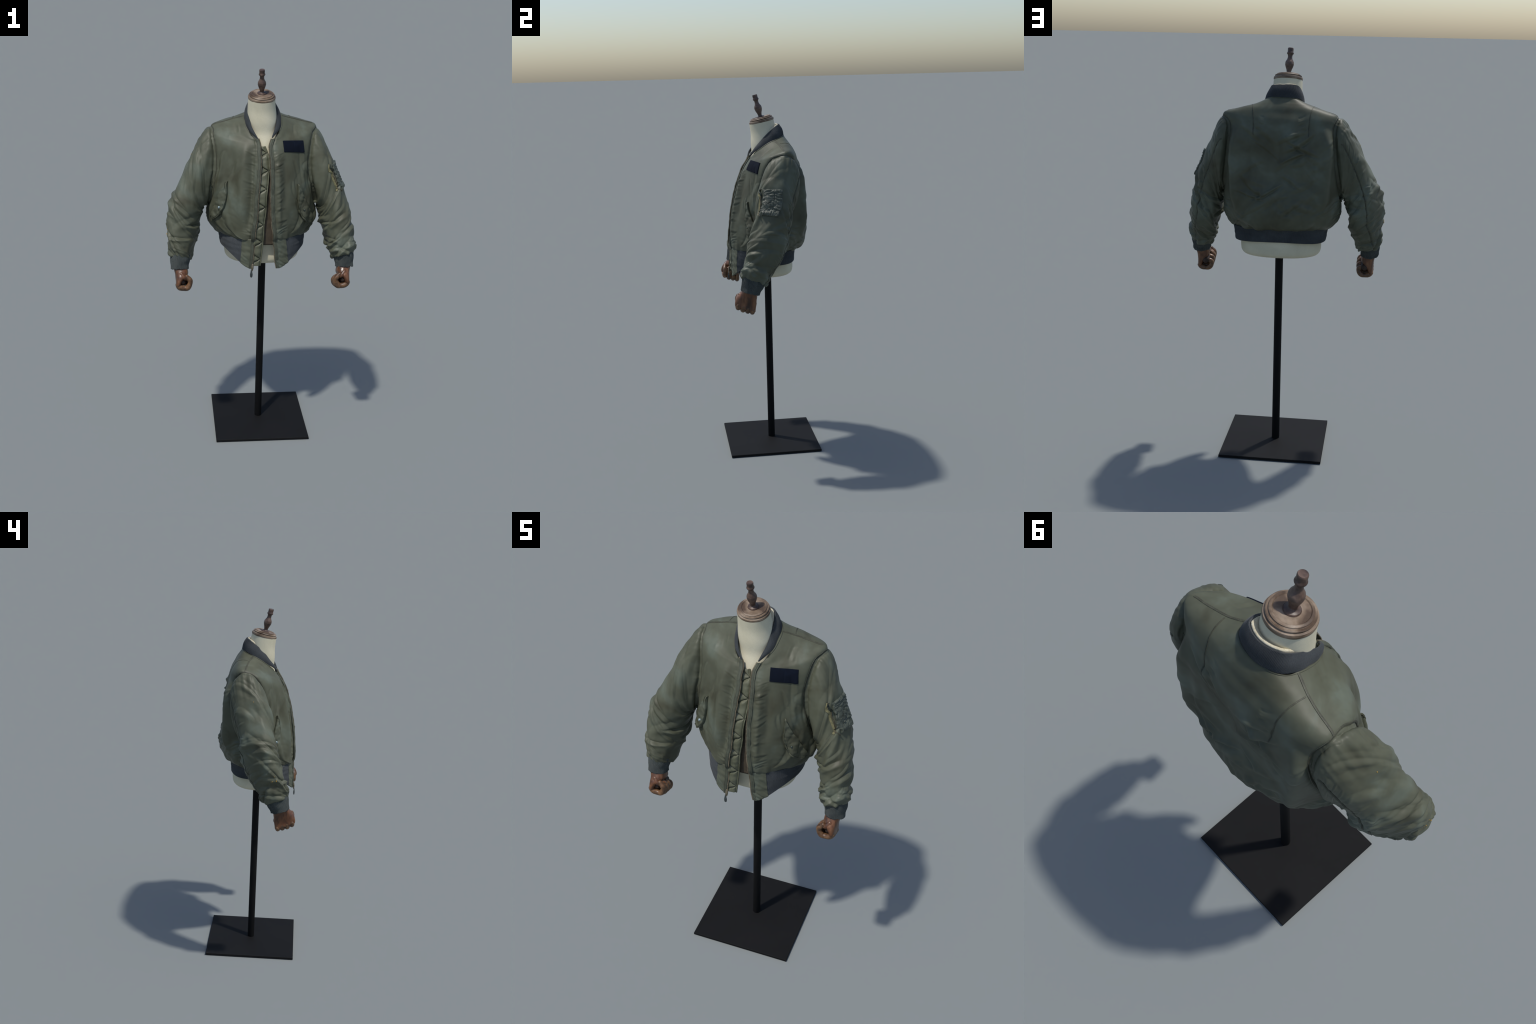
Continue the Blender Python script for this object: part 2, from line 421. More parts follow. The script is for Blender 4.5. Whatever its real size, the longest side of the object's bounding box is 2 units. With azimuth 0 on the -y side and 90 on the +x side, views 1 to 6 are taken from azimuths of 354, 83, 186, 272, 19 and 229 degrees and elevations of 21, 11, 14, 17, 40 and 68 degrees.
# flattened coordinates of the shell: metres round the body (0 at centre back) and height
arc = np.concatenate([np.zeros((NV, 1)), np.cumsum(np.linalg.norm(np.diff(body, axis=1), axis=2), axis=1)], 1)
arc = arc - arc[:, NQ // 2:NQ // 2 + 1]          # negative: wearer's right half
fr = np.random.default_rng(21)
for _ in range(46):    # back: diagonal drapes falling from the shoulder blades towards the waist
    a0 = fr.uniform(-.24, .24); z0 = fr.uniform(1.17, 1.62); L = fr.uniform(.06, .17)
    sl = fr.choice([-1, 1], p=[.35, .65] if a0 > 0 else [.7, .3]) * fr.uniform(.25, .9)
    h += crease(arc, Z, (a0 - L / 2, z0 - sl * L / 2), (a0 + L / 2, z0 + sl * L / 2), fr.uniform(-.015, .015), fr.uniform(.007, .018), fr.uniform(.004, .0105) * (1 if abs(a0) < .17 else .4))
for sx in (-1, 1):
    for _ in range(20):    # puckers by the side seams above the waistband
        z0 = fr.uniform(1.15, 1.30); a0 = sx * fr.uniform(.25, .40); L = fr.uniform(.05, .11); sl = fr.uniform(-.1, .6) * sx
        h += crease(arc, Z, (a0 - L / 2, z0 - sl * L / 2), (a0 + L / 2, z0 + sl * L / 2), .006, fr.uniform(.004, .007), fr.uniform(.002, .0045))
    for _ in range(22):    # fronts: mostly vertical and steep drapes
        a0 = sx * fr.uniform(.42, .60); z0 = fr.uniform(1.20, 1.54); L = fr.uniform(.06, .18); sl = fr.uniform(-.25, .25)
        h += crease(arc, Z, (a0 - sl * L / 2, z0 - L / 2), (a0 + sl * L / 2, z0 + L / 2), fr.uniform(-.01, .01), fr.uniform(.010, .022), fr.uniform(.0025, .0065))
    for k in range(26):    # short puckers pulling on the zip seam
        z0 = fr.uniform(1.17, 1.585)
        if sx < 0: from_edge = np.where(arc < 0, arc - arc[:, :1], 9.0)
        else: from_edge = np.where(arc > 0, arc[:, -1:] - arc, 9.0)
        h += crease(from_edge, Z, (.014, z0), (.014 + fr.uniform(.03, .07), z0 + fr.uniform(.0, .035)), .003, fr.uniform(.004, .008), fr.uniform(.0004, .0026) * (1.0 if sx > 0 else .6))
    for k in range(9):     # gathers pulling down from the shoulder seam
        x0 = sx * (.11 + .018 * k)
        h += fold(body, [(x0, .045, 1.745 - abs(x0) * .22), (x0 * .97, -.005, 1.70), (x0 * .93, -.055, 1.63)], .006, fr.uniform(-.003, .003), .4)
    for k in range(7):     # gathers into the back pleat
        z0 = 1.70 - .016 * k
        h += fold(body, [(sx * .128, .13 + .008 * k, z0), (sx * .10, .15 + .008 * k, z0 - .012), (sx * .075, .16 + .008 * k, z0 - .02)], .0045, (-.004, .003)[k % 2])
# keep the rim rows quiet
h *= (smooth(0, 0.03, vs) * (1 - 0.7 * smooth(0.93, 1.0, vs)))[:, None]
h *= 1 - 0.75 * smooth(0.02, 0.0, np.minimum(qs, 1 - qs))[None, :]
# puckers along the zip seam
edge_d = np.minimum(np.abs(X - rows_fine[:, 4:5]), np.abs(X - rows_fine[:, 5:6])) + (Y > 0) * 1.0
h += 0.003 * noise(body, (30, 30, 75), 4.4) * np.exp(-((edge_d - .025) / .016) ** 2)
h -= 0.003 * np.exp(-((edge_d - .017) / .003) ** 2)
body = body + bn * h[..., None]
# blousing: the gathered edge hangs unevenly over the waistband
body[..., 2] += smooth(.14, .02, vs)[:, None] * .016 * noise(np.stack([arc * 14, arc * 0 + .4, arc * 0 + .7], -1))
if FLIP:
    body = body[:, ::-1]

# ---------------------------------------------------------------- sleeves
# outer point, inner point, half depth, tilt of the depth axis, centre y shift
SECTIONS = [
    ((-.205, .060, 1.660), (-.230, .030, 1.360), .080, 0.00),
    ((-.262, .070, 1.686), (-.270, .020, 1.320), .100, 0.00),
    ((-.303, .066, 1.657), (-.284, .012, 1.288), .106, 0.00),
    ((-.346, .052, 1.590), (-.290, -.006, 1.283), .108, 0.03),
    ((-.400, .034, 1.490), (-.304, -.020, 1.270), .101, 0.10),
    ((-.445, .018, 1.398), (-.314, -.038, 1.245), .099, 0.20),
    ((-.472, -.010, 1.305), (-.328, -.048, 1.198), .098, 0.30),
    ((-.484, -.040, 1.212), (-.338, -.070, 1.140), .093, 0.40),
    ((-.488, -.086, 1.122), (-.355, -.104, 1.085), .077, 0.44),
    ((-.485, -.108, 1.070), (-.364, -.118, 1.046), .070, 0.44),
    ((-.474, -.120, 1.046), (-.376, -.128, 1.030), .058, 0.44),
    ((-.460, -.122, 1.050), (-.392, -.130, 1.038), .046, 0.44),
]
NS, NC = 360, 200
def sleeve_grid(side):
    t = np.linspace(0, 1, len(SECTIONS))
    # even out key spacing by centre distance
    c = A([(A(o) + A(i)) / 2 for o, i, _, _ in SECTIONS]); L = np.concatenate([[0], np.cumsum(np.linalg.norm(np.diff(c, axis=0), axis=1) + .012)]); t = L / L[-1]
    vals = A([list(o) + list(i) + [d, k] for o, i, d, k in SECTIONS])
    s = np.linspace(0, 1, NS)
    S = spline(t, vals, s)
    th = np.linspace(0, 2 * math.pi, NC, endpoint=False)
    O, I, d, k = S[:, :3], S[:, 3:6], S[:, 6], S[:, 7]
    slim = 1 - .06 * smooth(.15, .35, s) * smooth(1.0, .85, s)
    cen = (O + I) / 2; a1 = (O - I) / 2 * slim[:, None]; d = d * (.4 + .6 * slim)
    skew = np.interp(s, [0, .15, .35, .7, .88, 1], [0, 0, -.016, -.036, -.018, -.004]) * (1 if side < 0 else .35)
    a2 = np.stack([skew, -d, d * k], 1)
    cs, sn = np.cos(th), np.sin(th)
    G = cen[:, None] + a1[:, None] * (np.sign(cs) * np.abs(cs) ** .92)[None, :, None] + a2[:, None] * (np.sign(sn) * np.abs(sn) ** .92)[None, :, None]
    if side > 0:
        G = G * A([-1, 1, 1]); G[..., 0] += (.001 - .016 * np.exp(-((s - .53) / .25) ** 2))[:, None]; G[..., 2] += (.007 * smooth(.45, .15, s))[:, None]; G[..., 1] -= .006
    N = grid_normals(G, True)
    if (N[NS // 2, 0] @ A([side, 0, 0])) < 0: N = -N
    ss = s[:, None] * np.ones((1, NC)); tt = th[None, :] * np.ones((NS, 1))
    # cloth coordinates: round the arm, along the arm
    cl = np.stack([np.cos(tt) * .5, np.sin(tt) * .5, ss * 1.0], 2)
    off = 11.3 if side < 0 else 27.9
    low = smooth(0.25, 0.75, ss)
    slant0 = cl + A([0, 0, 1]) * (np.cos(tt + 1.0) * .12)[..., None]
    h = 0.015 * noise(slant0, (2.2, 2.2, 6), off) + 0.003 * noise(slant0, (5, 5, 16), off + 4)
    fr = np.random.default_rng(5 if side < 0 else 9)
    along = ss * .62
    for k in range(56):
        s0 = fr.uniform(.22, .97) if k % 3 else fr.uniform(.55, .97); t0 = fr.uniform(0, 2 * math.pi)
        L = fr.uniform(.09, .24); sl = fr.normal(.3 if math.sin(t0) > 0 else -.15, .55)
        da = ((tt - t0 + math.pi) % (2 * math.pi) - math.pi) * .080
        w = fr.uniform(.008, .020); a = fr.uniform(.003, .0080) * (.55 if s0 < .45 else 1)
        h += crease(da, along, (-L / 2, s0 * .62 - sl * L / 2), (L / 2, s0 * .62 + sl * L / 2), fr.uniform(-.008, .016), w, a)
    # gathers across the back seam of the sleeve
    for k in range(34):
        s0 = .2 + .022 * k; t0 = 2 * math.pi - (1.15 - .15 * s0)
        da = (tt - t0) * .080; L = fr.uniform(.025, .06); q0 = fr.choice([-1, 1]) * .004
        h += crease(da, along, (q0, s0 * .62), (q0 + np.sign(q0) * L, s0 * .62 + fr.uniform(-.02, .02)), .002, fr.uniform(.0025, .0045), fr.uniform(.0015, .003))
    # elbow crook creases on the inside front
    crook = np.exp(-((ss - .62) / .16) ** 2) * smooth(-0.2, 0.7, np.sin(tt))
    h += crook * 0.001 * np.sin(ss * 80 + np.cos(tt) * 2.5 + 6 * noise(cl, (3, 3, 5), off))
    # ring of gathers at the cuff
    cuffg = smooth(.84, .93, ss)
    h += cuffg * (0.0012 * np.sin(ss * 120 + 8 * noise(cl, (4, 4, 4), off)) + 0.004 * noise(np.stack([np.cos(tt) * 4, np.sin(tt) * 4, ss * 6], 2), (1, 1, 1), off))
    # gathers at the sleeve head
    head = np.exp(-((ss - .16) / .07) ** 2) * smooth(0.2, 0.9, np.cos(tt))
    h += head * 0.005 * noise(np.stack([np.cos(tt) * 7, np.sin(tt) * 7, ss * 3], 2), (1, 1, 1), off)
    h *= smooth(0, .1, ss) * (1 - smooth(.96, 1, ss))
    # back seam of the sleeve: sunk line with small puckers
    seam_t = 2 * math.pi - (1.15 - 0.15 * ss)
    dt = (tt - seam_t) * .09
    h += np.exp(-(dt / .018) ** 2) * 0.004 * noise(np.stack([ss * 60, dt * 40, dt * 0], 2), (1, 1, 1), off)
    h -= 0.004 * np.exp(-(dt / .004) ** 2) * smooth(.12, .2, ss)
    G = G + N * h[..., None]
    M = grid_normals(G, True)
    if (M[NS // 2, 0] @ A([side, 0, 0])) < 0: G = G[:, ::-1]
    seam_idx = (((2 * math.pi - (1.15 - 0.15 * s)) / (2 * math.pi)) * NC).astype(int) % NC
    seam = A([Gx[(-k) % NC if False else k] for Gx, k in zip(G if (M[NS // 2, 0] @ A([side, 0, 0])) >= 0 else G[:, ::-1], seam_idx)])
    return G, seam


# armholes: find where each sleeve leaves the body, pinch both surfaces along that line
def armhole_loop(G, bvh):
    rows = []
    for j in range(0, NC, 4):
        hit = 0
        for i in range(int(NS * .5), 5, -1):
            p = Vector(G[i, j]); loc, nor, _, _ = bvh.find_nearest(p)
            if (p - loc).dot(nor) < 0.001:
                hit = i; break
        rows.append(hit)
    rows = A(rows, float)
    for _ in range(6):
        med = np.median(np.stack([np.roll(rows, k) for k in (-2, -1, 0, 1, 2)]), 0); rows = med * .5 + (np.roll(med, 1) + np.roll(med, -1)) * .25
    return A([G[int(round(r)), j * 4] for j, r in enumerate(rows)])
grids, seams, loops = {}, {}, {}
bvh0 = bvh_of([(body, False)])
for side in (-1, 1):
    grids[side], seams[side] = sleeve_grid(side)
    loops[side] = armhole_loop(grids[side], bvh0)
    loop = np.concatenate([loops[side], loops[side][:1]])
    for surf, closed in ((body, False), (grids[side], True)):
        d, t = polyline_distance(surf, loop)
        nn = grid_normals(surf, closed)
        if closed and (nn[NS // 2, 0] @ A([side, 0, 0])) < 0 and abs(surf[NS // 2, 0, 0]) > .4: nn = -nn
        pk = 0.011 * np.exp(-np.abs(d / .010) ** 1.5) + (0.0012 if closed else 0.0005) * np.exp(-(d / .025) ** 2) * noise(np.stack([t * 90, t * 0 + .5, t * 0 + .5], -1)) * 3
        surf -= nn * pk[..., None]
jacket = grid_object("jacket_body", body, m_nylon, 0.006)
bvh_body = bvh_of([(body, False)])

# ---------------------------------------------------------------- waistband
WB = A([
    [0.0, 1.160, 1.150, 1.160, -.056, .052, -.226, .242, -.200, .000, .156, 1.6, 2.4],
    [0.25, 1.115, 1.132, 1.138, -.057, .056, -.222, .239, -.203, .000, .152, 1.65, 2.4],
    [0.6, 1.058, 1.104, 1.112, -.060, .063, -.217, .235, -.205, .000, .150, 1.7, 2.5],
    [1.0, 1.002, 1.078, 1.087, -.064, .072, -.213, .231, -.204, .000, .148, 1.75, 2.5],
])
def band_grid(q0, q1, n, m=28, inset=0.0, rib=0.0):
    q = np.linspace(q0, q1, n); r = spline(WB[:, 0], WB, np.linspace(0, 1, m))
    dense = np.linspace(q0, q1, 3000); ref = ring_points(r[m // 2], dense, 4.4)
    sl = np.concatenate([[0], np.cumsum(np.linalg.norm(np.diff(ref, axis=0), axis=1))])
    q = np.interp(np.linspace(0, sl[-1], n), sl, dense)
    G = A([ring_points(x, q, 4.4) for x in r])
    N = grid_normals(G)
    c = G[m // 2, n // 2] - A([0, 0.0, 1.08])
    sgn = 1 if (N[m // 2, n // 2] @ c) > 0 else -1
    hh = inset + 0.004 * noise(G, (14, 14, 6), 6.6)
    hh = hh + 0.003 * noise(G, (5, 5, 60), 1.6)
    if not rib: hh = hh + 0.003 * ridge(G + A([0, 0, .6]) * G[..., :1], (14, 14, 45), 3.3)
    if rib:
        hh = hh + rib * np.sin(np.linspace(0, 1, n) * n * math.pi / 2)[None, :]
    G = G + N * sgn * hh[..., None]
    return G if sgn > 0 else G[:, ::-1]
TAB = 0.068
grid_object("waistband", band_grid(TAB - .006, 1 - TAB + .006, 900, rib=0.0009), m_rib, 0.006)
grid_object("waist_tab", band_grid(0, TAB, 60, inset=0.002), m_nylon, 0.007)
grid_object("waist_tab", band_grid(1 - TAB, 1, 60, inset=0.002), m_nylon, 0.007)

# ---------------------------------------------------------------- zip edges
def zip_edge(col, side):
    top = [(r[col], r[8], r[1]) for r in ROWS[::-1]]
    bot = [(r[4 if col == 4 else 5], r[8], r[1]) for r in WB[1:]]
    return A([p for i, p in enumerate(top + bot) if i not in (1, 3)])
edgeL, edgeR = zip_edge(4, -1), zip_edge(5, 1)
for pts, sgn in ((edgeL, 1), (edgeR, -1)):
    C = curve(pts, 260)
    wob = noise(np.stack([C[:, 2] * 30, C[:, 2] * 0 + .3, C[:, 2] * 0 + sgn * 1.37], 1)) * 0.007
    C[:, 0] += sgn * wob * 0.6; C[:, 1] += wob * 0.5
    # tape: a flat band half on the panel, half past its edge
    prof = [(-.0125, -.000), (-.012, -.0040), (-.0085, -.0052), (-.0075, -.0036), (-.0065, -.0050), (-.001, -.0055), (.0035, -.005), (.005, -.003), (.005, .002), (-.0125, .004)]
    T = np.gradient(C, axis=0); T /= np.linalg.norm(T, axis=1)[:, None]
    out = np.cross(T, [1, 0, 0]); out /= np.linalg.norm(out, axis=1)[:, None]
    out *= np.sign(-out[:, 1])[:, None]
    G = A([C + A([sgn, 0, 0]) * dx + out * (-dy) for dx, dy in prof]).transpose(1, 0, 2)
    # follow the rounded front panel where the tape lies on it
    if sgn > 0: G = G[:, ::-1]
    ob = grid_object("zipper_tape", G, m_tape, closed=True)
    # metal teeth along the free edge
    teeth = []
    for c, t, o in zip(curve(C, 210), curve(T, 210), curve(out, 210)):
        a = A([sgn, 0, 0.0])
        g = []
        for s, k in ((-.0011, .5), (-.0011, 1), (.0011, 1), (.0011, .5)):
            w = .0022 * k
            g.append([c + a * (.0065 + w0) + o * (.002 + o0) + t * s for w0, o0 in ((-.002, -.001 * k), (.002 * k + .0005, -.001 * k), (.002 * k + .0005, .002 * k), (-.002, .002 * k))])
        teeth.append((A(g), True))
    join_grids("zipper_teeth", teeth, m_brass, ob, "stuff")

# ---------------------------------------------------------------- quilted wind flap behind the left zip
QUILT = 6.8    # pairs of stitch lines down the flap
def wind_flap():
    n, m = 300, 44
    z = [1.622, 1.58, 1.45, 1.30, 1.18, 1.018]
    left = [(-.030, -.088, z[0]), (-.034, -.112, z[1]), (-.042, -.160, z[2]), (-.052, -.190, z[3]), (-.062, -.198, z[4]), (-.070, -.199, z[5])]
    right = [(.004, -.090, z[0] - .002), (.022, -.113, z[1]), (.021, -.160, z[2]), (.012, -.180, 1.37), (.010, -.187, z[3]), (.002, -.193, 1.24), (.000, -.197, z[4]), (-.006, -.199, 1.10), (-.015, -.200, z[5] - .004)]
    Lc, Rc = curve(left, n), curve(right, n)
    u = np.linspace(0, 1, m)[None, :]; s = np.linspace(0, 1, n)[:, None]
    G = Lc[:, None] * (1 - u[..., None]) + Rc[:, None] * u[..., None]
    # stitch lines meet in pairs at the free edge and fan out towards the zip; puffs between
    f = ((s * QUILT + 0.1) % 1) - 0.5
    uu = np.clip((u - 0.04) / 0.84, 0, 1)
    d = np.abs(np.abs(f) - 0.32 * (1 - uu)) * 0.088
    d = np.minimum(d, np.abs(u - 0.90) * 0.045)
    puff = 0.012 * np.sqrt(np.clip(1 - (1 - np.clip(d / 0.015, 0, 1)) ** 2, 0, 1)) + 0.005 * noise(G, (40, 40, 40))
    puff *= np.minimum(1, np.minimum(u, 1 - u) / 0.05) ** 0.5
    G[..., 1] -= puff - 0.004 - 0.006 * smooth(0.3, 0.0, u)
    N = grid_normals(G)
    if N[n // 2, m // 2, 1] > 0: G = G[:, ::-1]
    return G
flap_grid = wind_flap()
wf = grid_object("wind_flap", flap_grid, m_quilt, 0.006)
flat = flap_grid if flap_grid[150, 0, 0] < flap_grid[150, -1, 0] else flap_grid[:, ::-1]
threads = []
nz = flat.shape[0]
for k in range(8):
    for sg in (-1, 1):
        p = []
        for w in np.linspace(0, 1, 14):
            si = (k + .5 - .1 + sg * .32 * (1 - w)) / QUILT
            if 0.01 < si < .99:
                p.append(flat[int(round(si * (nz - 1))), int(round((.04 + .84 * w) * 43))] + A([0, -.0006, 0]))
        if len(p) > 4:
            threads.append((tube(p, [.0012, .0012], seg=6, n=20), True))
join_grids("quilt_stitching", threads, m_thread, wf, "stuff")
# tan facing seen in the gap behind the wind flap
Lc = curve([(-.045, -.100, 1.58), (-.045, -.150, 1.44), (-.045, -.172, 1.30), (-.045, -.180, 1.17), (-.045, -.180, 1.12)], 60)
Rc = curve([(.040, -.098, 1.58), (.052, -.146, 1.44), (.056, -.168, 1.30), (.060, -.178, 1.17), (.062, -.178, 1.12)], 60)
uu = np.linspace(0, 1, 14)[None, :, None]
fg = Lc[:, None] * (1 - uu) + Rc[:, None] * uu
fg[..., 1] += .004 * noise(fg, (30, 30, 30))
fn_ = grid_normals(fg)
grid_object("front_facing", fg if fn_[30, 7, 1] < 0 else fg[:, ::-1], m_lining, 0.003)

# slider and pull at the bottom of the left zip
e = edgeL[-1]
sl = tube([e + A([.006, -.008, .022]), e + A([.005, -.010, .006]), e + A([.003, -.010, -.008])], [.006, .0065, .005], n=14, flat=.7)
slider = grid_object("zipper_slider", sl, m_brass, closed=True)
pull = tube([e + A([.000, -.012, -.004]), e + A([.000, -.013, -.016]), e + A([.000, -.013, -.030]), e + A([.000, -.013, -.040])], [.0025, .0045, .0068, .0060], n=24, flat=.6)
grid_object("zipper_pull", pull, m_cord, closed=True, parent=slider)

# ---------------------------------------------------------------- collar
CB = [(-.034, -.088, 1.656), (-.060, -.075, 1.680), (-.080, -.045, 1.703), (-.090, .0, 1.730), (-.091, .040, 1.755), (-.074, .080, 1.774), (-.040, .100, 1.779),
      (0, .107, 1.780), (.040, .100, 1.778), (.074, .081, 1.771), (.093, .040, 1.752), (.093, .0, 1.730), (.084, -.042, 1.706), (.066, -.068, 1.688), (.042, -.084, 1.662)]
CT = [(-.031, -.088, 1.660), (-.049, -.078, 1.690), (-.066, -.053, 1.722), (-.077, -.005, 1.780), (-.077, .034, 1.810), (-.062, .066, 1.829), (-.034, .082, 1.834),
      (0, .087, 1.833), (.030, .082, 1.832), (.056, .067, 1.828), (.069, .034, 1.808), (.069, -.002, 1.776), (.064, -.045, 1.730), (.053, -.066, 1.702), (.038, -.083, 1.666)]
n = 700
cb, ct = curve(CB, n), curve(CT, n)
u = np.linspace(0, 1, 18)[:, None, None]
u = np.linspace(-.12, 1, 18)[:, None, None]
G = cb[None] * (1 - u) + ct[None] * u
N = grid_normals(G)
if N[9, n // 2, 1] < 0: N = -N; flip = True
else: flip = False
bul = 0.005 * np.sin(np.linspace(0, 1, 18) * math.pi)[:, None] + 0.0012 * noise(G, (30, 30, 30)) + 0.0008 * np.sin(np.arange(n) * math.pi / 2)[None, :]
G = G + N * bul[..., None]
collar = grid_object("collar", G[:, ::-1] if flip else G, m_rib, 0.006)
# cream fringe showing along the inside of the rim
k0, k1 = int(n * .20), int(n * .80)
ctf, cbf = ct[k0:k1:2], cb[k0:k1:2]; Nf = N[-1, k0:k1:2]
taper = np.sin(np.linspace(0, math.pi, len(ctf))) ** .5
hgt = (0.002 + 0.006 * np.abs(noise(np.stack([np.arange(len(ctf)) * .37] * 3, 1)))) * taper
inw = A([-.006, .0, 0]) - ctf * A([1, 1, 0]); inw /= np.linalg.norm(inw, axis=1)[:, None]
up = A([0, 0, 1.0])
rows = [cbf * .4 + ctf * .6 - Nf * .0078, ctf - Nf * .0078, ctf - Nf * .0078 + up * hgt[:, None], ctf + inw * .012 + up * (hgt * .7)[:, None], ctf + inw * .020 - up * .008, ctf + inw * .030 - up * .022, ctf + inw * .034 - up * .05]
Gf = A(rows)
Gf += (0.0012 * noise(Gf, (160, 160, 60)))[..., None] * up
grid_object("collar_fringe", Gf[:, ::-1] if flip else Gf, m_fleece, parent=collar, kind="stuff")
# piping where the collar is sewn on
def raised_seam(pts, width, height, bvh, n, name="seam", mat=m_seam, parent=jacket, wav=0.0005):
    return grid_object(name, strip_along(bvh, pts, n, width, height, wav=wav), mat, parent=parent)

sleeves = {}
for side in (-1, 1):
    G, seam = grids[side], seams[side]
    sl_ob = grid_object("sleeve", G, m_nylon, 0.005, closed=True)
    b = bvh_of([(G, True)])
    sleeves[side] = (sl_ob, b, G)
    raised_seam(seam[int(NS * .12):int(NS * .93):6], 0.009, 0.0018, b, 220, parent=sl_ob)

# armhole seams: the line where sleeve and body meet, on the body side
for side in (-1, 1):
    loop = loops[side]; keep = loop[np.r_[0:len(loop), 0]]
    cen = keep.mean(0); off = A([-side * .010, 0, 0])
    grid_object("seam", strip_along(bvh_body, keep + off, 240, .009, .0016, wav=.0006), m_seam, parent=jacket)

# shoulder and back yoke seams on the body
for sx in (-1, 1):
    raised_seam([(sx * .098, .040, 1.757), (sx * .14, .055, 1.742), (sx * .20, .068, 1.716), (sx * .262, .076, 1.69)], 0.010, 0.002, bvh_body, 90)
    raised_seam([(sx * .150, .068, 1.735), (sx * .140, .10, 1.72), (sx * .132, .14, 1.68), (sx * .130, .185, 1.60)], 0.005, 0.0014, bvh_body, 70)
    raised_seam([(sx * .288, .035, 1.26), (sx * .283, .035, 1.20), (sx * .262, .035, 1.165)], 0.012, 0.002, bvh_body, 40)
# collar piping
raised_seam([A(p) + A([0, 0, -.004]) + A([p[0], max(p[1], -.05), 0]) * .05 for p in CB[1:-1]], 0.006, 0.0025, bvh_body, 260, "collar_piping", m_nylon)

# ---------------------------------------------------------------- pocket flaps, patch, snaps
wr = lambda amp, sc, off: (lambda Q, s, u: amp * ridge(Q, (sc, sc, sc), off))
def flap(side, top, bottom, bulge_in, bulge_out):
    lo = lambda Q, s, u: 0.005 * noise(Q, (45, 45, 60), 3) - 0.003 * np.exp(-((u - .86) / .03) ** 2)
    return applique("pocket_flap", bvh_body, bulge_out, bulge_in, m_nylon, jacket, rows=70, cols=40, height=0.014, rim=0.06, relief=lo)
# wearer's right pocket (-x)
fr = flap(-1, None, None,
     [(-.187, -.106, 1.446), (-.183, -.113, 1.40), (-.188, -.118, 1.345), (-.206, -.113, 1.29), (-.240, -.096, 1.245), (-.272, -.070, 1.222)],
     [(-.189, -.105, 1.446), (-.205, -.095, 1.405), (-.224, -.085, 1.36), (-.243, -.075, 1.315), (-.260, -.065, 1.27), (-.275, -.060, 1.226)])
fl = flap(1, None, None,
     [(.172, -.115, 1.429), (.172, -.125, 1.37), (.180, -.130, 1.31), (.200, -.125, 1.25), (.235, -.105, 1.215), (.270, -.070, 1.207)],
     [(.174, -.114, 1.429), (.192, -.108, 1.385), (.214, -.098, 1.34), (.238, -.085, 1.295), (.258, -.072, 1.25), (.275, -.060, 1.212)])
def snap_button(p, mat, parent, r=.0062):
    Q, N = snap(bvh_body, A([p]))
    prof = [(r * 1.1, .004), (r * 1.1, .0155), (r, .0175), (r * .7, .0192), (r * .3, .020), (.0002, .020)]
    grid_object("snap_button", lathe(prof, Q[0], N[0], 24), mat, closed=True, parent=parent)
snap_button((-.2165, -.10, 1.302), m_steel, fr)
snap_button((.212, -.118, 1.290), m_snapdark, fl, .0052)
patch = applique("name_patch", bvh_body, [(.094, -.09, 1.653), (.098, -.112, 1.594)], [(.209, -.053, 1.644), (.2075, -.06, 1.578)], m_patch, jacket, rows=30, cols=60, height=0.0035, rim=0.03,
                 relief=lambda Q, s, u: -0.0012 * np.exp(-((u - .5) / .012) ** 2))

# sleeve utility pocket on the wearer's left sleeve
sob, sbvh, _ = sleeves[1]
def pocket_relief(Q, s, u):
    r = 0.0045 * ridge(Q, (32, 32, 52), 1.3) + 0.0012 * ridge(Q, (90, 90, 130), 7.3)
    r = r + 0.003 * np.exp(-((s - .90) / .06) ** 2) - 0.003 * np.exp(-((s - .12) / .012) ** 2)
    r = r - 0.003 * np.exp(-((u - .55) / .02) ** 2)
    return r
sp = applique("sleeve_pocket", sbvh, [(.335, -.040, 1.508), (.372, -.055, 1.44), (.402, -.070, 1.380)], [(.378, .045, 1.512), (.412, .038, 1.44), (.438, .010, 1.376)], m_pocket, sob,
              rows=90, cols=70, height=0.008, rim=0.07, relief=pocket_relief)
raised_seam([(.326, -.052, 1.511), (.362, -.070, 1.44), (.394, -.083, 1.374)], 0.014, 0.005, sbvh, 60, "pocket_zipper_tape", m_ziptan, sp)
raised_seam([(.331, -.046, 1.508), (.367, -.062, 1.44), (.399, -.077, 1.376)], 0.0035, 0.0072, sbvh, 60, "pocket_zipper", m_brass, sp)
raised_seam([(.332, -.046, 1.506), (.341, -.05, 1.49), (.348, -.053, 1.476)], 0.006, 0.011, sbvh, 14, "pocket_zipper_pull", m_snapdark, sp)

# paint specks on the right sleeve
Q, N = snap(sleeves[-1][1], A([(-.50, -.12, 1.165), (-.50, -.10, 1.160), (-.50, -.112, 1.187), (-.38, .02, 1.56), (-.50, -.093, 1.157)]))
join_grids("paint_speck", [(lathe([(r, -.001), (r, .0008), (r * .5, .0014), (.0001, .0014)], q, nn, 12, 1.0, 0.6), True) for q, nn, r in zip(Q, N, (.0042, .0026, .0018, .0022, .0016))], m_speck, sleeves[-1][0], "stuff")

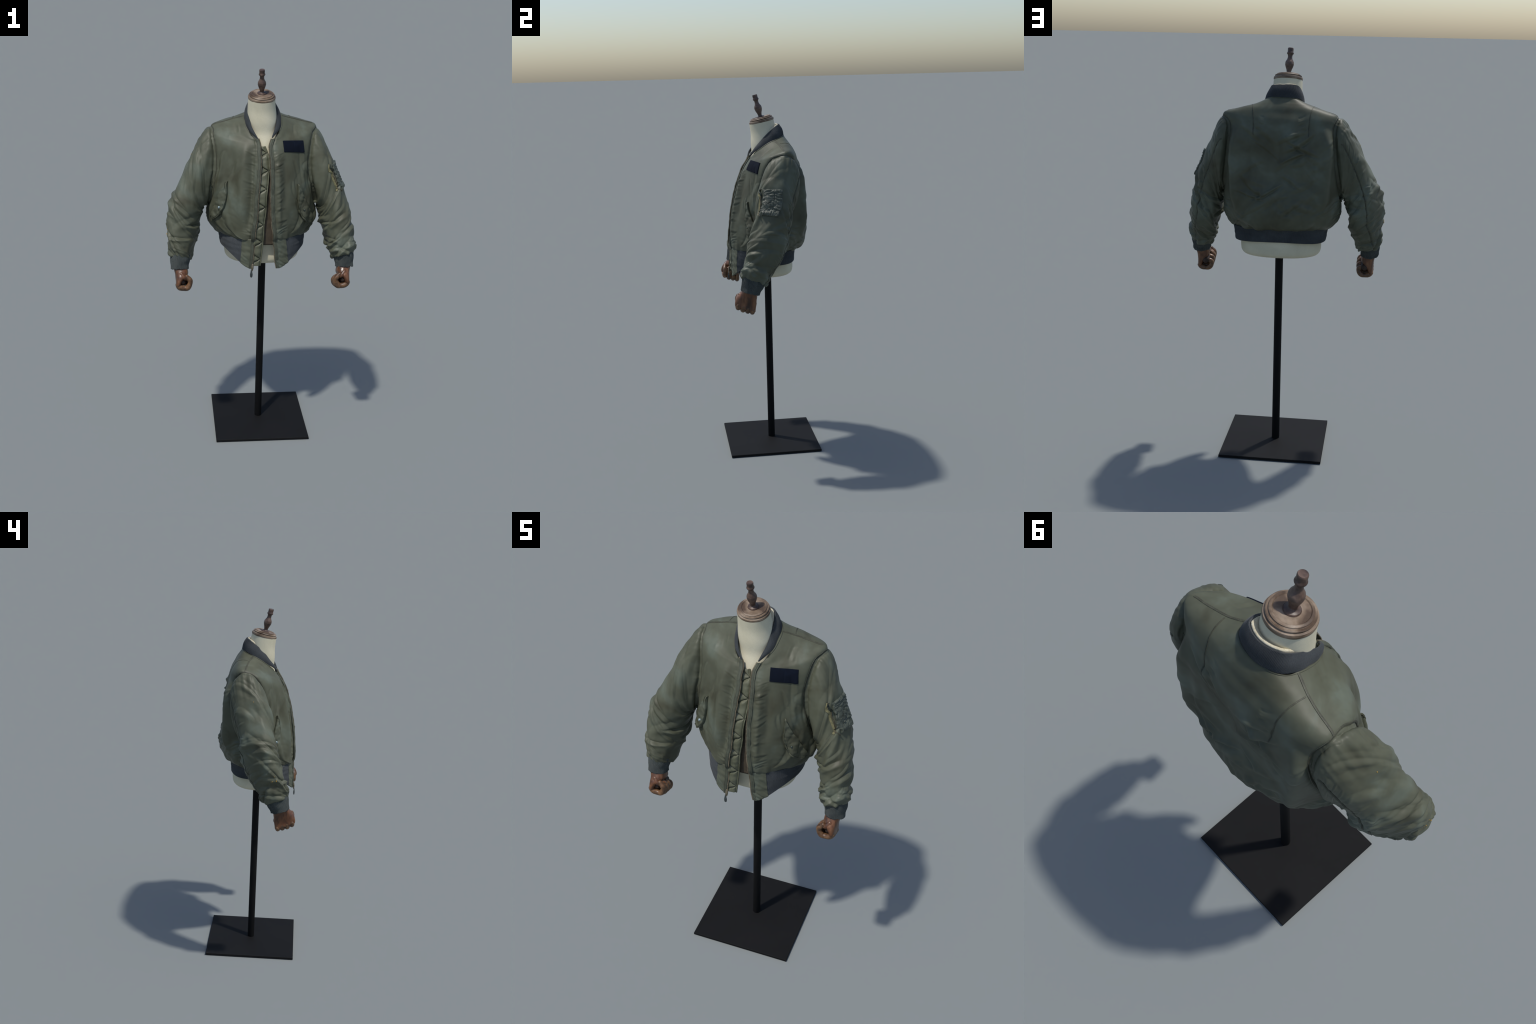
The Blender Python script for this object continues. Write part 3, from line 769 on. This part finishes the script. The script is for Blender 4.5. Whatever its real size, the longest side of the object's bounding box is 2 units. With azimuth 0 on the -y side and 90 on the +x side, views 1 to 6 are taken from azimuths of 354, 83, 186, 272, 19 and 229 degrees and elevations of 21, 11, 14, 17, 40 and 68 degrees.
# ---------------------------------------------------------------- cuffs and hands
for side in (-1, 1):
    mir = A([-side, 1, 1]) if side > 0 else A([1, 1, 1])
    mir = A([-1.0, 1, 1]) if side > 0 else A([1.0, 1, 1])
    shx = A([.004, 0, 0]) if side > 0 else A([0, 0, 0.0])
    n, m = 40, 240
    s = np.linspace(0, 1, n); th = np.linspace(0, 2 * math.pi, m, endpoint=False)
    K = spline([0, .3, .7, 1], A([[-.428, -.124, 1.058, .046, .050, .62], [-.429, -.132, 1.034, .047, .051, .55], [-.430, -.142, 1.004, .0425, .046, .42], [-.431, -.147, .984, .043, .045, .33]]), s)
    rib = 1 + 0.018 * np.sin(th * 60)
    cen = K[:, None, :3]
    G = cen + np.stack([K[:, 3:4] * np.cos(th) * rib, -K[:, 4:5] * np.sin(th) * rib, K[:, 4:5] * K[:, 5:6] * np.sin(th)], 2)
    G[..., 2] += (smooth(.8, 1, s)[:, None] * 0.006 * noise(np.stack([np.cos(th) * 3, np.sin(th) * 3, th * 0 + side], 1))[None, :])
    cn = grid_normals(G, True)
    G += cn * (0.004 * noise(G, (22, 22, 30), 5.0 + side))[..., None]
    G = G * mir + shx
    M = grid_normals(G, True)
    if (M[n // 2, 0] @ A([side, 0, 0])) < 0 and side < 0 or (M[n // 2, 0] @ A([-side, 0, 0])) > 0 and side > 0: G = G[:, ::-1]
    grid_object("cuff", G, m_cuff, 0.004, closed=True, parent=sleeves[side][0])
    # hand: palm block lofted from wrist to knuckles
    PS = A([[-.428, -.142, 1.020, .034, .036, .3], [-.426, -.150, .985, .036, .040, .35], [-.422, -.160, .960, .034, .047, .38],
            [-.428, -.169, .940, .026, .053, .40], [-.436, -.175, .920, .017, .054, .40], [-.440, -.177, .903, .0135, .053, .40], [-.440, -.178, .896, .008, .048, .40]])
    kk = spline(np.linspace(0, 1, len(PS)), PS, np.linspace(0, 1, 60))
    th = np.linspace(0, 2 * math.pi, 48, endpoint=False); c, sn = np.cos(th), np.sin(th)
    c = np.sign(c) * np.abs(c) ** .75; sn = np.sign(sn) * np.abs(sn) ** .75
    P = kk[:, None, :3] + np.stack([kk[:, 3:4] * c, -kk[:, 4:5] * sn, kk[:, 4:5] * kk[:, 5:6] * sn], 2)
    P += grid_normals(P, True) * (0.002 * noise(P, (60, 60, 30)))[..., None]
    P = np.concatenate([P, np.repeat(P[-1:].mean(1, keepdims=True), 48, 1)], 0)
    P = P * mir + shx
    hand = grid_object("hand", P if side > 0 else P[:, ::-1], m_hand, closed=True)
    hand_n = grid_normals(P, True)
    # fingers curl from the knuckles round to the palm side
    for i, y in enumerate((-.213, -.188, -.163, -.139)):
        dz = -(y + .175) * .40 - (0.004 if i == 3 else 0); r = (.0132, .0140, .0138, .0125)[i]
        kz = (0, -.003, -.002, .003)[i]
        c = (0, .002, .008, .011)[i]    # the outer fingers close tighter
        pts = [(-.441, y, .905 + dz), (-.437, y, .897 + dz + kz), (-.407, y + .001, .886 + dz + kz + c * .3), (-.400, y + .001, .886 + dz + kz + c * .3),
               (-.379, y + .002, .916 + dz), (-.379, y + .002, .924 + dz), (-.396 - c, y + .004, .948 + dz - c)]
        Fg = tube(A(pts) * mir + shx, [r, r * 1.08, r * .98, r * 1.08, r * .95, r * 1.03, r * .8], n=44, seg=16)
        grid_object("finger", Fg, m_finger, closed=True, parent=hand)
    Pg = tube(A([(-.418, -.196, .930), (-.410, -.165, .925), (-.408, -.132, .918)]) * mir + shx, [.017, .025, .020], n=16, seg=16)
    grid_object("fist_plug", Pg, m_plug, closed=True, parent=hand)  # added plug, blocks the see-through hollow so it looks dark
    Tb = tube(A([(-.424, -.198, .972), (-.408, -.208, .957), (-.393, -.200, .950), (-.384, -.188, .948)]) * mir + shx, [.014, .013, .011, .009], n=24, seg=16)
    grid_object("thumb", Tb, m_hand, closed=True, parent=hand)

# ---------------------------------------------------------------- dress form
# neck (tilted), chest in the opening, hip block below the hem
AX = A([-.010, -.235, 1.0]); AX /= np.linalg.norm(AX)
def stack(rows, n=64, fine=90, power=2.0):
    rows = A(rows); k = np.linspace(0, 1, len(rows)); R = spline(k, rows, np.linspace(0, 1, fine))
    th = np.linspace(0, 2 * math.pi, n, endpoint=False); c, s = np.cos(th), np.sin(th)
    c = np.sign(c) * np.abs(c) ** (2 / power); s = np.sign(s) * np.abs(s) ** (2 / power)
    return R[:, None, :3] + np.stack([R[:, 3:4] * c, R[:, 4:5] * s, R[:, 4:5] * s * R[:, 5:6]], 2)
neck = stack([(.005, -.002, 1.55, .150, .105, 0), (.003, .002, 1.62, .108, .090, 0), (0, .004, 1.68, .080, .076, .03), (-.004, .005, 1.74, .077, .078, .10),
              (-.008, -.002, 1.80, .0715, .070, .20), (-.010, -.011, 1.852, .0685, .0665, .24)])
grid_object("neck", neck, m_cream, closed=True)
torso = stack([(.006, .0, 1.000, .001, .001, 0), (.006, .0, 1.0005, .13, .085, 0), (.007, -.008, 1.003, .172, .124, 0), (.007, -.006, 1.014, .190, .140, 0), (.007, -.006, 1.035, .198, .146, 0),
               (.007, -.006, 1.08, .198, .146, 0), (.006, -.012, 1.16, .190, .150, 0), (.005, .0, 1.30, .175, .125, 0), (.005, .0, 1.44, .185, .115, 0), (.005, .0, 1.56, .150, .100, 0)], n=96, power=2.3)
grid_object("torso", torso, m_cream, closed=True)
disc_c = A([-.010, -.012, 1.862])
prof = [(.0, -.016), (.060, -.016), (.0675, -.0155), (.0695, -.012), (.0700, -.006), (.0685, -.001), (.0630, .0005), (.0622, .003), (.0645, .0065), (.0620, .0090), (.0580, .0085),
        (.0560, .0100), (.0565, .0125), (.0535, .0148), (.0490, .0150), (.0465, .0125), (.0300, .0118), (.0, .0118)]
cap = grid_object("neck_cap", lathe(prof, disc_c, AX, 96, wob=0.0008), m_disc, closed=True)
fin = [(.0225, .010), (.0235, .0135), (.0215, .0175), (.0150, .0195), (.0118, .022), (.0106, .026), (.0112, .031), (.0128, .034), (.0125, .036), (.0150, .042), (.0185, .051), (.0205, .059), (.0210, .061), (.0214, .063),
       (.0205, .066), (.0212, .070), (.0195, .077), (.0150, .085), (.0120, .092), (.0108, .099), (.0112, .106), (.0128, .1115), (.0160, .114), (.0168, .117), (.0160, .1205), (.0143, .123),
       (.0138, .128), (.0142, .136), (.0140, .141), (.0125, .1435), (.0, .144)]
fin = [(r, .010 + (hh - .010) * .975) for r, hh in fin]
grid_object("finial", lathe(fin, disc_c, A([-.04, -.235, 1.0]), 48, wob=0.0006), m_finial, closed=True, parent=cap)

# ---------------------------------------------------------------- stand
def rounded_plate(cx, cy, half, z0, z1, bev=0.0015):
    G = []
    for k, zz in ((0, z0), (1, z0), (1, z1 - bev), (1 - bev / half, z1), (0, z1)):
        G.append([(cx + sx * half * k, cy + sy * half * k, zz) for sx, sy in ((-1, -1), (1, -1), (1, 1), (-1, 1))])
    return A(G)
me_ob = grid_object("base_plate", rounded_plate(.016, -.003, .2555, 0, .012), m_black, closed=True)
me_ob.data.polygons.foreach_set("use_smooth", [False] * len(me_ob.data.polygons))
grid_object("pole", lathe([(.0, .0115), (.0185, .0115), (.0195, .014), (.0195, 1.02), (.0, 1.02)], (.0145, .001, 0), (0, 0, 1), 48), m_black, closed=True)
for ob in bpy.data.objects:
    if ob.type == 'MESH' and ob.name.split('.')[0] in ("pole", "neck_cap", "finial"):
        ob.data.set_sharp_from_angle(angle=math.radians(40))
